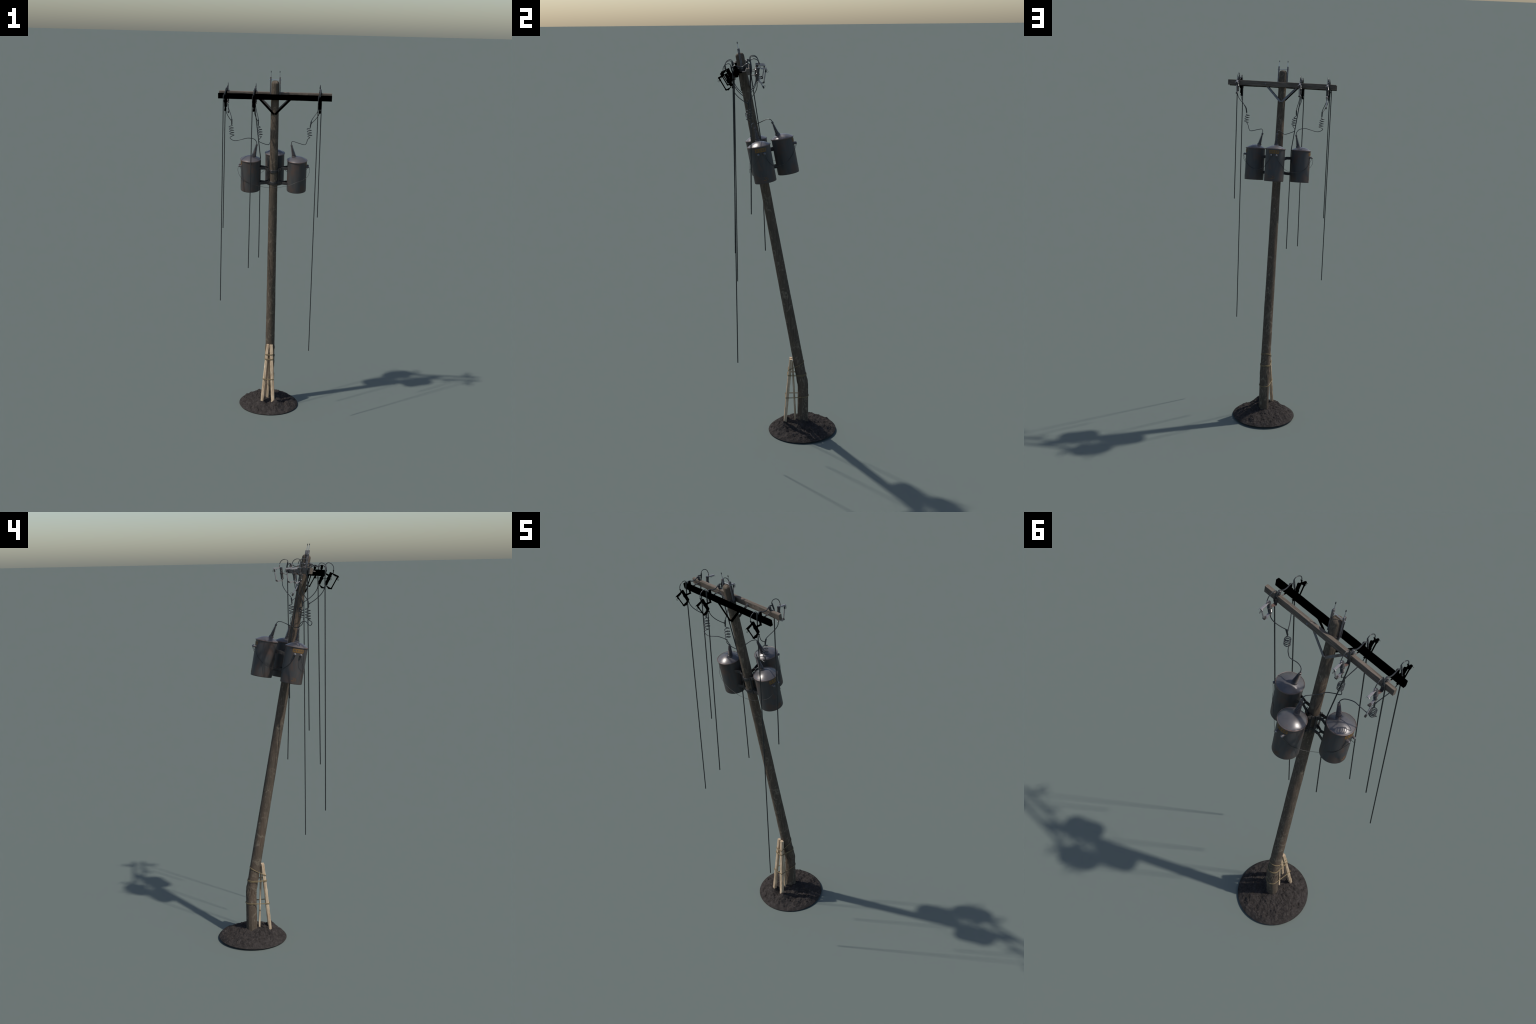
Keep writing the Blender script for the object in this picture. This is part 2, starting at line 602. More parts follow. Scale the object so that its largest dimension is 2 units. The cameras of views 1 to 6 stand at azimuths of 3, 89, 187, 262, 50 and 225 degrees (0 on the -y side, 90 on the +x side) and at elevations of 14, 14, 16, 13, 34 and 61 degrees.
def build_lashing(z_back, z_front, strands, seed):
    rnd = random.Random(seed)
    g = Geo()
    r = 0.00115
    for (off_b, off_f) in strands:
        pts = []
        zb, zf = z_back + off_b, z_front + off_f
        c = pole_centre(zb)
        R = pole_r(zb) + r + 0.0006
        s1, s2 = stake_at(STAKES[0], zf), stake_at(STAKES[1], zf)
        y_f = min(s1.y, s2.y) - 0.0088
        def zz(y):
            t = (y - y_f) / max(1e-6, (c.y + R - y_f))
            return zf + (zb - zf) * t
        for k in range(13):            # round the back of the pole
            a = math.radians(-8 + 196 * k / 12)
            y = c.y + R * math.sin(a)
            pts.append(Vector((R * math.cos(a), y, zz(y) + rnd.uniform(-1, 1) * 0.0005)))
        hw = 0.0088
        for x, y in [(s1.x - hw - 0.001, s1.y), (s1.x - hw * 0.7, y_f + 0.0004), (s1.x + hw * 0.6, y_f - 0.0002), (s2.x - hw * 0.6, y_f - 0.0002), (s2.x + hw * 0.7, y_f + 0.0004), (s2.x + hw + 0.001, s2.y)]:
            dz = 0.0016 * math.cos((x) * 60)
            pts.append(Vector((x, y, zz(y) - dz + rnd.uniform(-1, 1) * 0.0004)))
        path = spline(pts, 6, closed=True)
        g.tube(path, r, 7, closed=True)
    put("rope_lashing", g.mesh("rope_lashing", [M["rope"]], 60))


build_lashing(0.382, 0.3405, [(0.0, 0.0015), (0.004, -0.002)], 1)
build_lashing(0.3125, 0.3115, [(0.0015, 0.002), (-0.0025, -0.0018), (0.004, 0.003)], 2)
build_lashing(0.194, 0.1905, [(0.0, 0.001), (-0.003, -0.002)], 3)

# ------------------------------------------------------------------ crossarms, braces, collar
ARM_Q = (0.0198, 0.0345)
ARM_H = (1.6315, 1.6595)
XS = {"P": 0.2390, "M": -0.1070, "N": -0.2575}


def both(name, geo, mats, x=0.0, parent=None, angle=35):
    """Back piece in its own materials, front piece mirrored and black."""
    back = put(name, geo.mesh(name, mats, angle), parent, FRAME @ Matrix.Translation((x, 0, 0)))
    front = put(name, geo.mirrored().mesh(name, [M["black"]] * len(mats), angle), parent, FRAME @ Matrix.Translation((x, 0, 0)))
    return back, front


def build_arm():
    g = Geo()
    n = 120
    q0, q1 = ARM_Q
    h0, h1 = ARM_H
    k = 0.0012
    sec = [(q0 + k, h0), (q1 - k, h0), (q1, h0 + k), (q1, (h0 + h1) / 2), (q1, h1 - k), (q1 - k, h1), ((q0 + q1) / 2, h1), (q0 + k, h1), (q0, h1 - k), (q0, h0 + k)]
    V, F, m = [], [], len(sec)
    for i in range(n + 1):
        x = -0.3005 + 0.601 * i / n
        for (q, h) in sec:
            e = 0.0007 * fbm((x * 12, q * 90, h * 90), 3)
            sq, sh = (1 if q > (q0 + q1) / 2 else -1), (1 if h > (h0 + h1) / 2 else -1)
            V.append(Vector((x, q + sq * e, h + sh * e)))
    for i in range(n):
        for j in range(m):
            j2 = (j + 1) % m
            F.append((i * m + j2, i * m + j, (i + 1) * m + j, (i + 1) * m + j2))
    F.append(tuple(range(m)))
    F.append(tuple(n * m + j for j in range(m))[::-1])
    F = [f[::-1] for f in F]
    g.add(V, F)
    return g


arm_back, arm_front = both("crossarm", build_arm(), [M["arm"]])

for s in (-1, 1):
    g = Geo()
    g.bar((s * 0.0975, 0.0182, 1.6490), (s * 0.0035, 0.0238, 1.5520), 0.0105, 0.0028, (0.7 * s, 0, -0.7))
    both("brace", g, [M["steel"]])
    g = Geo()
    g.lathe((s * 0.0925, ARM_Q[1] - 0.001, 1.6442), (0, 1, 0), [(0, 0.0042), (0.0022, 0.0042), (0.0030, 0.0030), (0.0042, 0.0022), (0.0046, 0.001)], 14)
    g.lathe((s * 0.0925, 0.0170, 1.6442), (0, -1, 0), [(0, 0.0030), (0.0030, 0.0030), (0.0034, 0.002)], 10)
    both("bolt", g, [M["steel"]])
g = Geo()
g.lathe((0, 0.0228, 1.5545), (0, 1, 0), [(0, 0.0030), (0.0028, 0.0030), (0.0034, 0.002)], 12)
both("bolt", g, [M["steel"]])


def band(R0, R1, h0, h1, seg=48):
    g = Geo()
    V, F = [], []
    k = (R1 - R0) * 0.25
    prof = [(R0, h0), (R1 - k, h0), (R1, h0 + k), (R1, h1 - k), (R1 - k, h1), (R0, h1)]
    m = len(prof)
    for i in range(seg):
        a = 2 * math.pi * i / seg
        for r, h in prof:
            V.append((r * math.cos(a), r * math.sin(a), h))
    for i in range(seg):
        for j in range(m):
            i2, j2 = (i + 1) % seg, (j + 1) % m
            F.append((i * m + j, i2 * m + j, i2 * m + j2, i * m + j2))
    g.add(V, F)
    return g


put("pole_collar", band(0.0195, 0.0226, 1.6345, 1.6570).mesh("pole_collar", [M["dark_steel"]]), None, FRAME)

# ------------------------------------------------------------------ ridge pins on the pole top
def build_pin(s):
    g = Geo()
    x = s * 0.0235
    # open channel: web against the pole, two flanges
    g.box((x, 0, 1.6985), 0.0020, 0.0105, 0.0970, mi=0)
    for e in (-1, 1):
        g.box((x + s * 0.0026, e * 0.0046, 1.6985), 0.0040, 0.0014, 0.0966, mi=0)
    g.box((x + s * 0.0005, 0, 1.7345), 0.0062, 0.0086, 0.0255, mi=0)
    o = put("pin_channel", g.mesh("pin_channel", [M["steel"]]), None, FRAME)
    g = Geo()
    g.lathe((x * 0.985, 0, 1.744), (0, 0, 1), [(0, 0.0016), (0.026, 0.0011), (0.0262, 0.0016), (0.027, 0.0020), (0.0335, 0.0018), (0.0348, 0.0010)], 12)
    for i, p in enumerate(g.f):
        g.m[i] = 0
    # dark tip: the upper part of the lathe
    seg = 12
    for i in range(2 * seg, 5 * seg):
        g.m[i] = 1
    g.m[-1] = 1
    put("lightning_pin", g.mesh("lightning_pin", [M["bright"], M["wire"]]), o, None)
    return o


for s in (-1, 1):
    o = build_pin(s)
g = Geo()
g.tube([(-0.0325, 0, 1.7315), (0.0325, 0, 1.7315)], 0.0015, 8)
for s in (-1, 1):
    g.tube([(s * 0.0268, 0, 1.7315), (s * 0.0290, 0, 1.7315)], 0.0024, 6)
put("tie_rod", g.mesh("tie_rod", [M["bright"]]), None, FRAME)

# ------------------------------------------------------------------ fuse cutouts (back pieces; the front ones are mirrored)
P_TOP, P_BOT = Vector((0, 0.0758, 1.6545)), Vector((0, 0.0582, 1.5955))


def cutout_parts(open_tube):
    """Meshes of one cutout, in the leaning frame, at x = 0."""
    parts = {}
    ax = (P_TOP - P_BOT)
    ln = ax.length
    g = Geo()
    r = 0.0062
    prof = [(0, 0.0036), (0.0006, 0.0071), (0.005, 0.0078), (0.006, 0.0071)]
    for k in range(4):
        d = 0.007 + k * 0.0048
        prof += [(d, 0.0068), (d + 0.0020, 0.0078), (d + 0.0026, 0.0068)]
    prof += [(0.0268, 0.0078), (0.0278, 0.0090), (0.0342, 0.0090), (0.0352, 0.0078)]
    for k in range(4):
        d = 0.0362 + k * 0.0045
        prof += [(d, 0.0067), (d + 0.0018, 0.0075), (d + 0.0024, 0.0067)]
    prof += [(0.0545, 0.0071), (0.0550, 0.0078), (ln - 0.001, 0.0075), (ln, 0.0040)]
    g.lathe(P_BOT, ax, prof, 22)
    parts["porcelain_body"] = (g, [M["porcelain"]], 40)

    g = Geo()
    mid = P_BOT.lerp(P_TOP, 0.51)
    g.bar(mid - Vector((0, 0.004, 0)), (0, 0.0375, 1.6225), 0.0125, 0.0022, (1, 0, 0), 0)
    g.box((0, ARM_Q[1] + 0.0024, 1.6385), 0.0125, 0.0026, 0.0370, mi=1)
    g.lathe((0, ARM_Q[1] + 0.003, 1.6455), (0, 1, 0), [(0, 0.0036), (0.0022, 0.0036), (0.0040, 0.0018)], 10, mi=1)
    g.ring(mid, ax, 0.0070, 0.0012, 18, 1)
    parts["mounting_bracket"] = (g, [M["rusty"], M["dark_steel"]], 35)

    g = Geo()
    a, b = Vector((0, 0.0745, 1.6525)), Vector((0, 0.1125, 1.6425))
    g.bar(a, b, 0.0072, 0.0040, (1, 0, 0), 0)
    d = (b - a).normalized()
    nrm = Vector((0, d.z, -d.y))
    for e in (-1, 1):                      # hood flanges
        g.bar(a + Vector((e * 0.0034, 0, 0)) + d * 0.012 + nrm * 0.003, b + Vector((e * 0.0034, 0, 0)) + nrm * 0.003, 0.0040, 0.0010, nrm, 0)
    g.tube(bez(a + d * 0.010, a + d * 0.020 - Vector((0, 0, 0.002)), a + d * 0.022 - Vector((0, 0, 0.008)), a + d * 0.024 - Vector((0, 0, 0.010)), 10), 0.0010, 6, 0)
    g.tube([(0, 0.0835, 1.650), (0, 0.0838, 1.666)], 0.0017, 8, 1)     # terminal stud
    g.box((0, 0.0838, 1.6645), 0.0056, 0.0050, 0.0036, mi=0)
    g.tube([(-0.005, 0.0838, 1.6645), (0.005, 0.0838, 1.6645)], 0.0012, 6, 0)
    g.ring((0.0, 0.0850, 1.6590), (0, 1, 0.2), 0.0020, 0.0007, 12, 0)
    for e in (-1, 1):                      # loadbreak hooks
        g.tube(bez((e * 0.0034, 0.1085, 1.6425), (e * 0.0080, 0.110, 1.6415), (e * 0.0082, 0.112, 1.638), (e * 0.0065, 0.1145, 1.6375), 10), 0.0008, 6, 0)
    parts["contact_arm"] = (g, [M["contact"], M["rusty"]], 35)

    g = Geo()
    if open_tube:
        t0, t1 = Vector((0, 0.0680, 1.5755)), Vector((0, 0.0868, 1.5240))
        hook = -1
    else:
        t0, t1 = Vector((0, 0.0872, 1.5825)), Vector((0, 0.1072, 1.6375))
        hook = 1
    g.tube([t0, t1], 0.0027, 12, 0)
    u = (t1 - t0).normalized()
    w = Vector((0, u.z, -u.y)) * hook
    g.tube([t1 - u * 0.0115, t1 - u * 0.0100, t1 + u * 0.0005, t1 + u * 0.0015], lambda s: 0.0036 if 0.2 < s < 0.8 else 0.0030, 12, 1)
    g.ring(t1 - u * 0.0075 + w * 0.0078, (1, 0, 0), 0.0040, 0.0007, 18, 1)
    g.tube([t0 - u * 0.001, t0 + u * 0.006], 0.0034, 12, 1)
    parts["fuse_tube"] = (g, [M["contact"], M["dark_steel"]], 35)

    g = Geo()
    g.tube([(-0.0050, 0.0868, 1.5830), (0.0050, 0.0868, 1.5830)], 0.0034, 12, 0)
    g.box((0, 0.0815, 1.5833), 0.0088, 0.0105, 0.0062, mi=0)
    g.tube([(-0.0056, 0.0755, 1.5828), (0.0056, 0.0755, 1.5828)], 0.0032, 10, 1)
    g.bar((0, 0.0765, 1.5830), (0, 0.0630, 1.5925), 0.0080, 0.0042, (1, 0, 0), 1)
    for e in (-1, 1):
        g.bar((e * 0.0046, 0.0805, 1.5815), (e * 0.0046, 0.0715, 1.5870), 0.0070, 0.0014, (0, 0.3, 1), 1)
    g.tube([P_BOT + Vector((0, -0.001, 0.001)), (0, 0.0585, 1.5860)], 0.0018, 8, 2)
    g.box((0, 0.0580, 1.5865), 0.0060, 0.0050, 0.0036, mi=2)
    g.tube([(-0.0046, 0.0560, 1.5865), (0.0046, 0.0560, 1.5865)], 0.0014, 8, 1)
    parts["hinge"] = (g, [M["dark_steel"], M["contact"], M["rusty"]], 35)
    return parts


closed_parts, open_parts = cutout_parts(False), cutout_parts(True)
CUT = {}
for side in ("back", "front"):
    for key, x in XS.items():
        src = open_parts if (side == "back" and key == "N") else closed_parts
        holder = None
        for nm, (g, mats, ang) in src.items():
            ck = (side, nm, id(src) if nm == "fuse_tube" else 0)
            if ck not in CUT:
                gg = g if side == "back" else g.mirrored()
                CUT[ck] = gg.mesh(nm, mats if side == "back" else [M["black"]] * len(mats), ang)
            if nm == "porcelain_body":
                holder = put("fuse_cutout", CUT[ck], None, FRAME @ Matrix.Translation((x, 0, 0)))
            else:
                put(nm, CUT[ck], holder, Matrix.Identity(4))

# pin insulators on the arms, and the bolts that tie both arms together
g = Geo()
base = ARM_H[1] - 0.001
g.lathe((0, 0.0270, base), (0, 0, 1), [(0, 0.0034), (0.004, 0.0036), (0.0045, 0.0058), (0.008, 0.0064), (0.0095, 0.0052), (0.011, 0.0064), (0.0135, 0.0066), (0.015, 0.0050), (0.0165, 0.0062), (0.0195, 0.0060), (0.0215, 0.0048), (0.0222, 0.0020)], 22)
ins_back = g.mesh("insulator", [M["porcelain"]], 50)
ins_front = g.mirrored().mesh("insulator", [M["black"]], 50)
g = Geo()
g.tube([(0, ARM_Q[1] + 0.004, 1.6470), (0, -0.001, 1.6470)], 0.0025, 8)
rod_back = g.mesh("through_bolt", [M["bushing"]])
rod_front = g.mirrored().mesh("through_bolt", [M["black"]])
for x in XS.values():
    T = FRAME @ Matrix.Translation((x, 0, 0))
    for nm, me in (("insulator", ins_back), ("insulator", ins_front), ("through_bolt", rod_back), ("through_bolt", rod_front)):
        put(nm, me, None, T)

# ------------------------------------------------------------------ cables at the arms
CABLE_R, JUMP_R = 0.0025, 0.0018
ENDS = {("front", "N"): Vector((-0.271, -0.220, 0.741)), ("back", "N"): Vector((-0.270, -0.142, 1.137)),
        ("back", "M"): Vector((-0.072, -0.073, 0.959)), ("front", "M"): Vector((-0.119, -0.228, 0.936)),
        ("back", "P"): Vector((0.249, -0.144, 1.216)), ("front", "P"): Vector((0.230, -0.220, 0.468))}
SLEEVE_Q, SLEEVE_H = 0.0452, 1.6850
# where each cable hangs just under the arm, and how far its sleeve top is set over
HANG = {("front", "N"): (-0.2712, 0.004), ("front", "M"): (-0.1172, 0.003), ("front", "P"): (0.2295, 0.003),
        ("back", "N"): (-0.2682, 0.003), ("back", "M"): (-0.1130, 0.002), ("back", "P"): (0.2466, -0.0035)}
for key, x in XS.items():
    for side, sg in (("back", 1), ("front", -1)):
        end = ENDS[(side, key)]
        hx, dx = HANG[(side, key)]
        top = W(x + dx, sg * SLEEVE_Q, SLEEVE_H)
        # hanging line cable: drops from the sleeve, hangs plumb
        low = W((x + dx + hx * 3) / 4, sg * 0.0440, 1.6560)
        under = W(hx, 0.0385 if sg > 0 else -0.0455, 1.6330)
        plumb = Vector((hx, -0.1385 if sg > 0 else -0.2195, 1.845))
        if (side, key) == ("back", "M"):
            ctrl = [top, low, under, Vector((-0.1085, -0.1290, 1.80)), Vector((-0.0772, -0.0939, 1.550)), Vector((-0.0742, -0.0905, 1.520)), Vector((-0.0738, -0.0860, 1.40)), end]
        else:
            ctrl = [top, low, under, plumb, plumb.lerp(end, 0.3), plumb.lerp(end, 0.65), end]
        g = Geo()
        g.tube(spline(ctrl, 14), CABLE_R, 10)
        put("line_cable", g.mesh("line_cable", [M["cable"]]))
        # dead-end sleeve where cable, loop and tie meet
        g = Geo()
        s0 = low
        g.tube([s0, s0.lerp(top, 0.15), s0.lerp(top, 0.8), top, top + AX * 0.003], lambda s: (0.0026, 0.0036, 0.0034, 0.0026, 0.0018)[min(4, int(s * 4 + 0.5))], 12)
        put("cable_sleeve", g.mesh("cable_sleeve", [M["wire"]]))
        # loop over to the cutout terminal
        g = Geo()
        lug = W(x, sg * 0.0838, 1.6645)
        g.tube(bez(top, top + AX * 0.020 + QX * (sg * 0.002), lug + AX * 0.032 + QX * (sg * 0.003), lug, 26), 0.0017, 8)
        put("jumper_loop", g.mesh("jumper_loop", [M["wire"]]))
    # tie between the two insulators and out to both sleeves
    g = Geo()
    path = [W(x - 0.002, -SLEEVE_Q, 1.670), W(x - 0.0015, -0.036, 1.6785), W(x, -0.024, 1.6795), W(x, -0.010, 1.6715), W(x, 0.006, 1.6700), W(x, 0.020, 1.6765), W(x, 0.030, 1.6800), W(x - 0.0015, 0.039, 1.6760), W(x - 0.001, SLEEVE_Q, 1.670)]
    g.tube(spline(path, 8), 0.0024, 9)
    put("tie_cable", g.mesh("tie_cable", [M["wire"]]))

# ------------------------------------------------------------------ droppers, splices, coils and leads
SPLICE = {"P": (0.1945, 0.1916), "M": (-0.0869, -0.0878), "N": (-0.2297, -0.2303)}
COIL = {"P": (Vector((0.1860, -0.1458, 1.700)), Vector((0.1925, -0.1490, 1.6545))),
        "N": (Vector((-0.2341, -0.1460, 1.7005)), Vector((-0.2279, -0.1487, 1.6536))),
        "M": (Vector((-0.0805, -0.1472, 1.6965)), Vector((-0.0738, -0.1495, 1.6511)))}
LEAD = {
    "P": [Vector((0.1800, -0.1430, 1.6400)), Vector((0.1750, -0.1400, 1.6230)), Vector((0.1640, -0.1375, 1.6115)), Vector((0.1279, -0.1374, 1.6201)), Vector((0.1050, -0.1310, 1.6262)), Vector((0.0955, -0.1260, 1.6230)), W(0.0933, 0.0085, 1.3770)],
    "N": [Vector((-0.2372, -0.1637, 1.6414)), Vector((-0.2260, -0.1640, 1.6290)), Vector((-0.2054, -0.1600, 1.6246)), Vector((-0.1700, -0.1560, 1.6330)), Vector((-0.1411, -0.1526, 1.6397)), Vector((-0.1100, -0.1410, 1.6345)), Vector((-0.0965, -0.1330, 1.6200)), W(-0.0933, 0, 1.3780)],
    "M": [Vector((-0.0830, -0.1500, 1.6260)), Vector((-0.0560, -0.1420, 1.6110)), Vector((-0.0310, -0.1285, 1.6045)), Vector((-0.0245, -0.1040, 1.6120)), Vector((-0.0120, -0.0680, 1.6300)), Vector((-0.0020, -0.0500, 1.6335)), Vector((0.0003, -0.0415, 1.6300)), W(0, 0.0945, 1.3780)],
}
TURNS = 4.0
for key, x in XS.items():
    xt, xb = SPLICE[key]
    st, sb = W(xt + (x - xt) * 0.04, 0.0050, 1.5130), W(xb, -0.003, 1.4830)
    for sg in (1, -1):
        g = Geo()
        a = W(x, sg * 0.0560, 1.5865)
        pth = bez(a, a - AX * 0.032, W(xt + (x - xt) * 0.28, sg * 0.0300, 1.5350 if sg > 0 else 1.5230), st if sg > 0 else W(xt, -0.0005, 1.4985), 26)
        g.tube(pth, JUMP_R, 8)
        put("dropper_wire", g.mesh("dropper_wire", [M["wire"]]))
    g = Geo()
    g.tube([st - AX * 0.001, st - AX * 0.002, st.lerp(sb, 0.3), sb.lerp(st, 0.12), sb, sb - AX * 0.002], lambda s: 0.0035 if 0.15 < s < 0.75 else 0.0024, 10)
    g.tube([W(xt, 0.0, 1.4965), W(xt + (x - xt) * 0.07, -0.0070, 1.5045)], 0.0027, 8)
    put("wire_splice", g.mesh("wire_splice", [M["wire"]]))
    c0, c1 = COIL[key]
    d = (c1 - c0)
    n = int(TURNS * 24)
    ex = Vector((1, 0, 0))
    ey = Vector((0, 1, 0))
    R = 0.0118
    ph0 = math.pi * 0.5
    lead = LEAD[key]
    # the last turn hands over towards the first lead point
    out = (lead[0] - c1)
    ph1 = math.atan2(out.y, out.x) - math.pi * 0.35
    turns = TURNS + ((ph1 - ph0 - 2 * math.pi * TURNS) % (2 * math.pi)) / (2 * math.pi) - 0.5
    helix = []
    for i in range(n + 1):
        t = i / n
        a = ph0 + 2 * math.pi * turns * t
        helix.append(c0 + d * t + ex * (R * math.cos(a)) + ey * (R * math.sin(a)))
    entry = bez(sb, sb - AX * 0.008, helix[0] + Vector((0.012, 0, 0.004)), helix[0], 10)[:-1]
    g = Geo()
    tail = spline([helix[-1]] + lead, 10)[1:]
    g.tube(entry + helix + tail, JUMP_R, 8)
    put("coiled_lead", g.mesh("coiled_lead", [M["wire"]]))

# ------------------------------------------------------------------ transformers
RT, TANK_R, RIM_R = 0.1275, 0.0530, 0.0562
H_BOT, H_RIM = 1.1150, 1.2920


def build_transformer_meshes():
    """In transformer space: +x points away from the pole, z along it, origin on the pole axis."""
    out = {}
    g = Geo()
    g.lathe((RT, 0, 0), (0, 0, 1), [(H_BOT + 0.004, TANK_R * 0.93), (H_BOT + 0.0005, TANK_R * 0.945), (H_BOT, TANK_R * 0.975), (H_BOT + 0.0012, TANK_R * 0.995), (H_BOT + 0.004, TANK_R), (1.17, TANK_R), (1.23, TANK_R), (H_RIM - 0.002, TANK_R), (H_RIM + 0.001, TANK_R * 0.9)], 72)
    out["tank"] = g.mesh("tank", [M["tank"]], 40)
    g = Geo()
    prof = [(H_RIM - 0.0045, TANK_R + 0.0004), (H_RIM - 0.0040, RIM_R - 0.0006), (H_RIM - 0.0015, RIM_R + 0.0002), (H_RIM + 0.0008, RIM_R - 0.0004), (H_RIM + 0.0016, RIM_R - 0.0016), (H_RIM + 0.0012, RIM_R - 0.0026), (H_RIM + 0.0006, RIM_R - 0.0030), (H_RIM + 0.0012, RIM_R - 0.0036)]
    for i in range(1, 15):
        t = i / 14
        r = (RIM_R - 0.0036) * (1 - t)
        prof.append((H_RIM + 0.0012 + 0.0188 * (1 - (1 - t) ** 2.0), max(r, 0.0002)))
    g.lathe((RT, 0, 0), (0, 0, 1), prof, 72)
    for i in range(5 * 72):
        g.m[i] = 1
    out["lid"] = g.mesh("lid", [M["lid"], M["rim"]], 30)
    # ribbed bushing leaning towards the pole
    g = Geo()
    b0, b1 = Vector((0.1105, 0, 1.3050)), Vector((0.0935, 0, 1.3780))
    ln = (b1 - b0).length
    prof = [(0, 0.0122), (0.0115, 0.0118), (0.0125, 0.0100)]
    nrib = 9
    for k in range(nrib):
        t = k / (nrib - 1)
        d = 0.0135 + t * 0.0475
        r = 0.0116 - 0.0050 * t
        prof += [(d, r - 0.0038), (d + 0.0020, r - 0.0036), (d + 0.0026, r - 0.0002), (d + 0.0036, r), (d + 0.0042, r - 0.0036)]
    prof += [(ln - 0.0095, 0.0042), (ln - 0.0088, 0.0056), (ln - 0.0008, 0.0050), (ln, 0.0024)]
    g.lathe(b0, b1 - b0, prof, 26)
    out["bushing"] = g.mesh("bushing", [M["bushing"]], 40)
    g = Geo()
    g.lathe((RT + TANK_R - 0.002, 0, 0), (1, 0, 0), [(0, 0.0062), (0.0030, 0.0062), (0.0036, 0.0050), (0.0085, 0.0048), (0.0090, 0.0058), (0.0130, 0.0056), (0.0140, 0.0040), (0.0165, 0.0028), (0.0172, 0.0012)], 18)
    for i in range(len(g.m)):
        if i >= 5 * 18:
            g.m[i] = 1
    out["terminal"] = g.mesh("terminal", [M["bushing"], M["steel"]], 35)
    # painted number panel, bent to the tank
    def on_tank(t, h, lift):
        a = t / TANK_R
        return Vector((RT + (TANK_R + lift) * math.cos(a), (TANK_R + lift) * math.sin(a), h))
    g = Geo()
    V, F = [], []
    w2, h0, h1, nx = 0.0270, 1.2652, 1.2832, 24
    for lift in (0.0, 0.0005):
        for i in range(nx + 1):
            t = -w2 + 2 * w2 * i / nx
            V += [on_tank(t, h0, lift), on_tank(t, h1, lift)]
    o = 2 * (nx + 1)
    for i in range(nx):
        a, b, c, d = 2 * i, 2 * i + 2, 2 * i + 3, 2 * i + 1
        F.append((o + a, o + b, o + c, o + d))
        F.append((a, b, o + b, o + a)[::-1])
        F.append((d, c, o + c, o + d))
    F.append((0, 1, o + 1, o))
    F.append((2 * nx, 2 * nx + 1, o + 2 * nx + 1, o + 2 * nx)[::-1])
    g.add(V, F)
    out["number_panel"] = g.mesh("number_panel", [M["orange"]], 40)

    def text_mesh(name, body, size, t_mid, h_mid, mat, stretch=1.0, width=None):
        cu = bpy.data.curves.new(name, "FONT")
        cu.body = body
        cu.size = size
        cu.align_x = "CENTER"
        cu.align_y = "CENTER"
        cu.extrude = 0.0
        cu.space_character = 1.25
        cu.resolution_u = 3
        ob = bpy.data.objects.new("helper", cu)
        COL.objects.link(ob)
        dg = bpy.context.evaluated_depsgraph_get()
        dg.update()
        me = bpy.data.meshes.new_from_object(ob.evaluated_get(dg))
        bpy.data.objects.remove(ob)
        import bmesh
        bm = bmesh.new()
        bm.from_mesh(me)
        bmesh.ops.triangulate(bm, faces=bm.faces)
        bmesh.ops.subdivide_edges(bm, edges=bm.edges, cuts=1)
        xs = [v.co.x for v in bm.verts]
        k = (width / (max(xs) - min(xs))) if width else 1.0
        for v in bm.verts:
            v.co = on_tank(t_mid + v.co.x * k, h_mid + v.co.y * stretch, 0.0009)
        r = bmesh.ops.extrude_face_region(bm, geom=list(bm.faces))
        for v in [e for e in r["geom"] if isinstance(e, bmesh.types.BMVert)]:
            a = math.atan2(v.co.y, v.co.x - RT)
            v.co.x -= 0.0007 * math.cos(a)
            v.co.y -= 0.0007 * math.sin(a)
        bmesh.ops.recalc_face_normals(bm, faces=bm.faces)
        bm.to_mesh(me)
        bm.free()
        me.materials.clear()
        me.materials.append(mat)
        me.name = name
        return me

    out["number_text"] = text_mesh("number_text", "A448", 0.0150, 0.0, 1.2742, M["letter"], 1.12, 0.0465)
    # worn stencilled mark near the foot: a row of dashes, an underline and a closing bow
    g = Geo()
    def dab(t, h, w, hh):
        c = on_tank(t, h, 0.0002)
        a = t / TANK_R
        g.box(c, 0.0007, w, hh, Vector((math.cos(a), math.sin(a), 0)), Vector((-math.sin(a), math.cos(a), 0)), Vector((0, 0, 1)))
    for t, h, w, hh in ((-0.0085, 1.1440, 0.0030, 0.0022), (-0.0035, 1.1446, 0.0026, 0.0016), (0.0010, 1.1440, 0.0034, 0.0020), (0.0058, 1.1446, 0.0030, 0.0016), (-0.0010, 1.1405, 0.0040, 0.0013), (0.0040, 1.1400, 0.0030, 0.0013), (-0.0005, 1.1365, 0.0050, 0.0012)):
        dab(t, h, w, hh)
    for i in range(7):
        dab(-0.0105 + i * 0.0022, 1.1315 - 0.0012 * math.sin(i / 6 * math.pi), 0.0025, 0.0021 if i % 3 else 0.0032)
    for i in range(7):
        a = -1.2 + 2.4 * i / 6
        dab(0.0068 + 0.0030 * math.cos(a), 1.1345 + 0.0048 * math.sin(a), 0.0018, 0.0022)
    out["stencil_mark"] = g.mesh("stencil_mark", [M["faint"]], 40)
    # hanger straps: an hourglass of flat bars from pole collar to tank, at two heights
    g = Geo()
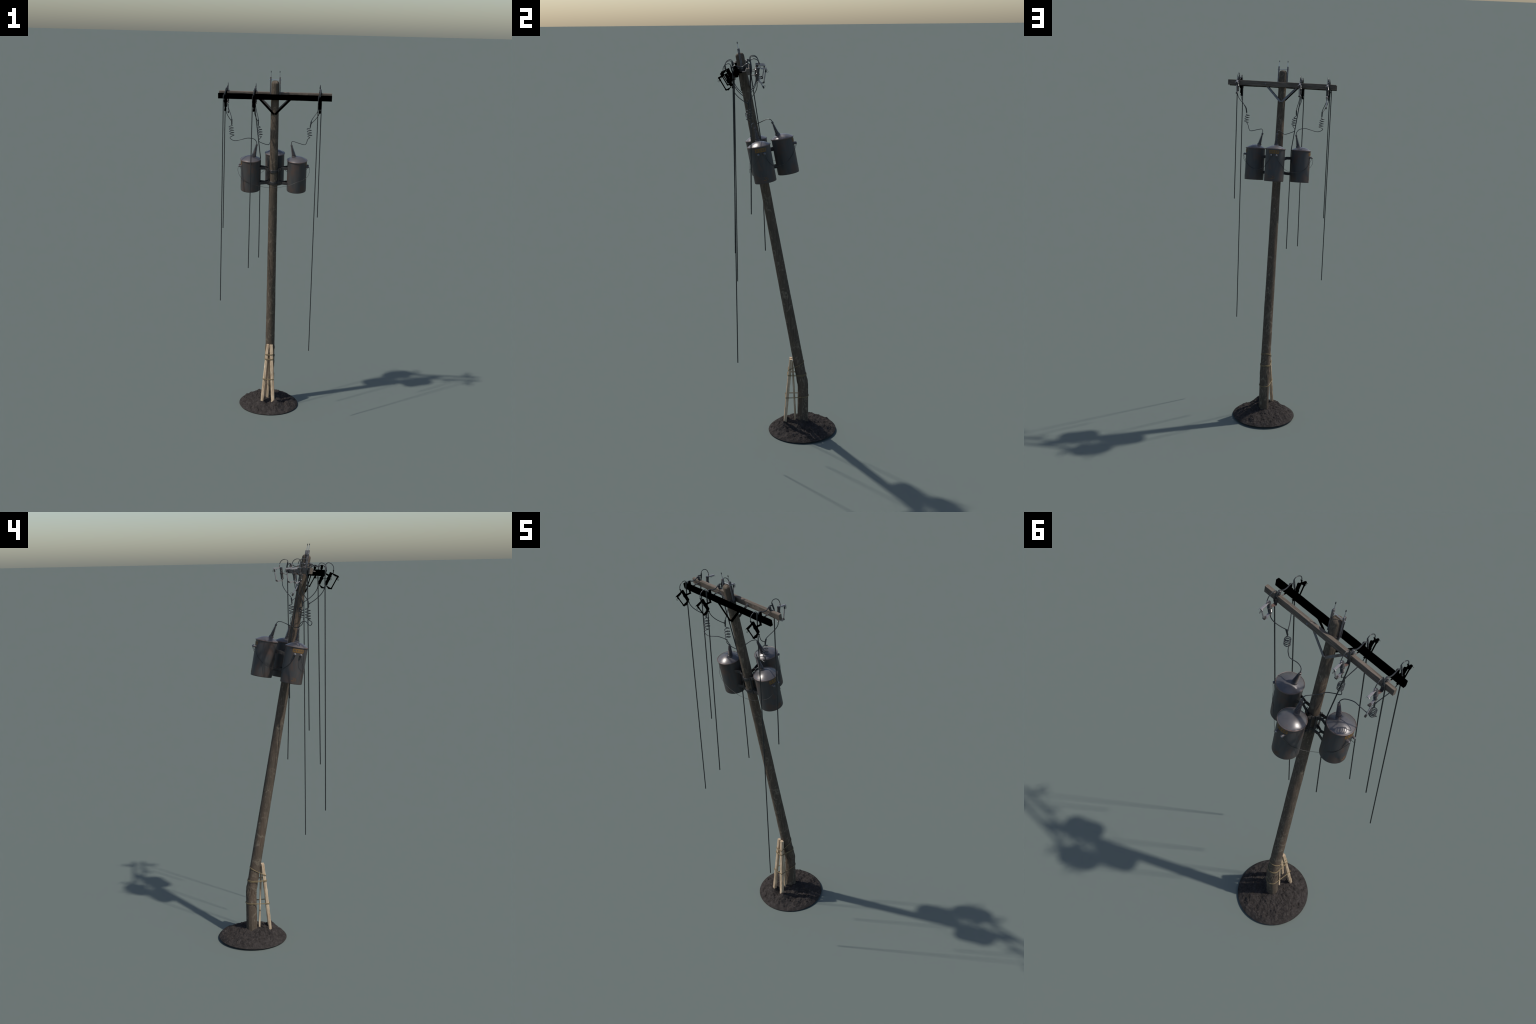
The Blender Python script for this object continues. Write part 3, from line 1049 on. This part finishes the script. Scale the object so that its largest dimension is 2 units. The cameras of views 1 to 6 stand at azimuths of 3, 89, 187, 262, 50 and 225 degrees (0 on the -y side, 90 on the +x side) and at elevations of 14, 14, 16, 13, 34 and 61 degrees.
    for hc in (1.2385, 1.1615):
        for e in (-1, 1):
            p = [Vector((0.0215, e * 0.0150, hc - 0.005 * (1 if hc > 1.2 else -1))), Vector((0.0480, e * 0.0080, hc + 0.0065 * (1 if hc > 1.2 else -0.3))), Vector((RT - TANK_R + 0.0045, e * 0.0178, hc + 0.0075 * (1 if hc > 1.2 else -0.3)))]
            g.bar(p[0], p[1], 0.0158, 0.0022, (0, 0, 1))
            g.bar(p[1] - Vector((0.0008, 0, 0)), p[2], 0.0156, 0.0022, (0, 0, 1))
            g.lathe(p[1].lerp(p[0], 0.35), (0.25, e, 0), [(0, 0.0028), (0.0035, 0.0026), (0.0040, 0.0015)], 8)
        g.bar((0.0480, -0.0085, hc + 0.006 * (1 if hc > 1.2 else -0.3)), (0.0480, 0.0085, hc + 0.006 * (1 if hc > 1.2 else -0.3)), 0.0140, 0.0022, (0, 0, 1))
    for e in (-1, 1):
        g.bar((0.0272, e * 0.0120, 1.1500), (0.0272, e * 0.0120, 1.2460), 0.0105, 0.0022, (0, 1, 0))
    out["hanger_bracket"] = g.mesh("hanger_bracket", [M["dark_steel"]], 35)
    return out


TM = build_transformer_meshes()
for ang in (180.0, 4.6, 90.0):
    T = FRAME @ Matrix.Rotation(math.radians(ang), 4, "Z")
    t = put("transformer", TM["tank"], None, T)
    I = Matrix.Identity(4)
    for nm in ("lid", "bushing", "number_panel", "number_text", "stencil_mark", "hanger_bracket"):
        put(nm, TM[nm], t, I)
    for e in (-1, 1):
        put("terminal", TM["terminal"], t, Matrix.Translation((0, 0, 1.2557)) @ Matrix.Translation((-0.0018, e * 0.0148, 0)))

for hc in (1.2300, 1.1640):
    put("pole_collar", band(0.0205, 0.0262, hc - 0.0082, hc + 0.0082).mesh("pole_collar", [M["dark_steel"]]), None, FRAME)


def catenary(a, b, sag, n=30):
    return [a.lerp(b, t) + Vector((0, 0, -sag * (1 - abs(2 * t - 1) ** 2.7))) for t in [i / n for i in range(n + 1)]]


def knob(ang, e):
    p = Matrix.Rotation(math.radians(ang), 4, "Z") @ Vector((0.1935, e * 0.0148, 1.2545))
    return FRAME @ p


THIN = 0.0008
wires = [
    catenary(knob(4.6, 1), knob(90, -1), 0.080),
    catenary(knob(90, 1), knob(180, -1), 0.086),
    spline([knob(180, 1), W(-0.1935, -0.022, 1.225), W(-0.173, -0.042, 1.195), W(-0.124, -0.0575, 1.172), W(-0.061, -0.061, 1.156), W(0.005, -0.062, 1.153), W(0.080, -0.060, 1.165), W(0.126, -0.056, 1.184), W(0.160, -0.0485, 1.195), W(0.184, -0.034, 1.209), W(0.1945, -0.015, 1.226), W(0.1965, -0.003, 1.240), knob(4.6, -1)], 10),
]
for p in wires:
    for i, c in enumerate(p):
        l = INV @ c
        for ang in (180.0, 4.6, 90.0):
            a = Vector((RT * math.cos(math.radians(ang)), RT * math.sin(math.radians(ang))))
            d = Vector((l.x, l.y)) - a
            if d.length < TANK_R + 0.0022 and l.z < H_RIM:
                d = a + d.normalized() * (TANK_R + 0.0022)
                l.x, l.y = d.x, d.y
        p[i] = FRAME @ l
    g = Geo()
    g.tube(p, THIN, 7)
    put("terminal_wire", g.mesh("terminal_wire", [M["thin"]]))
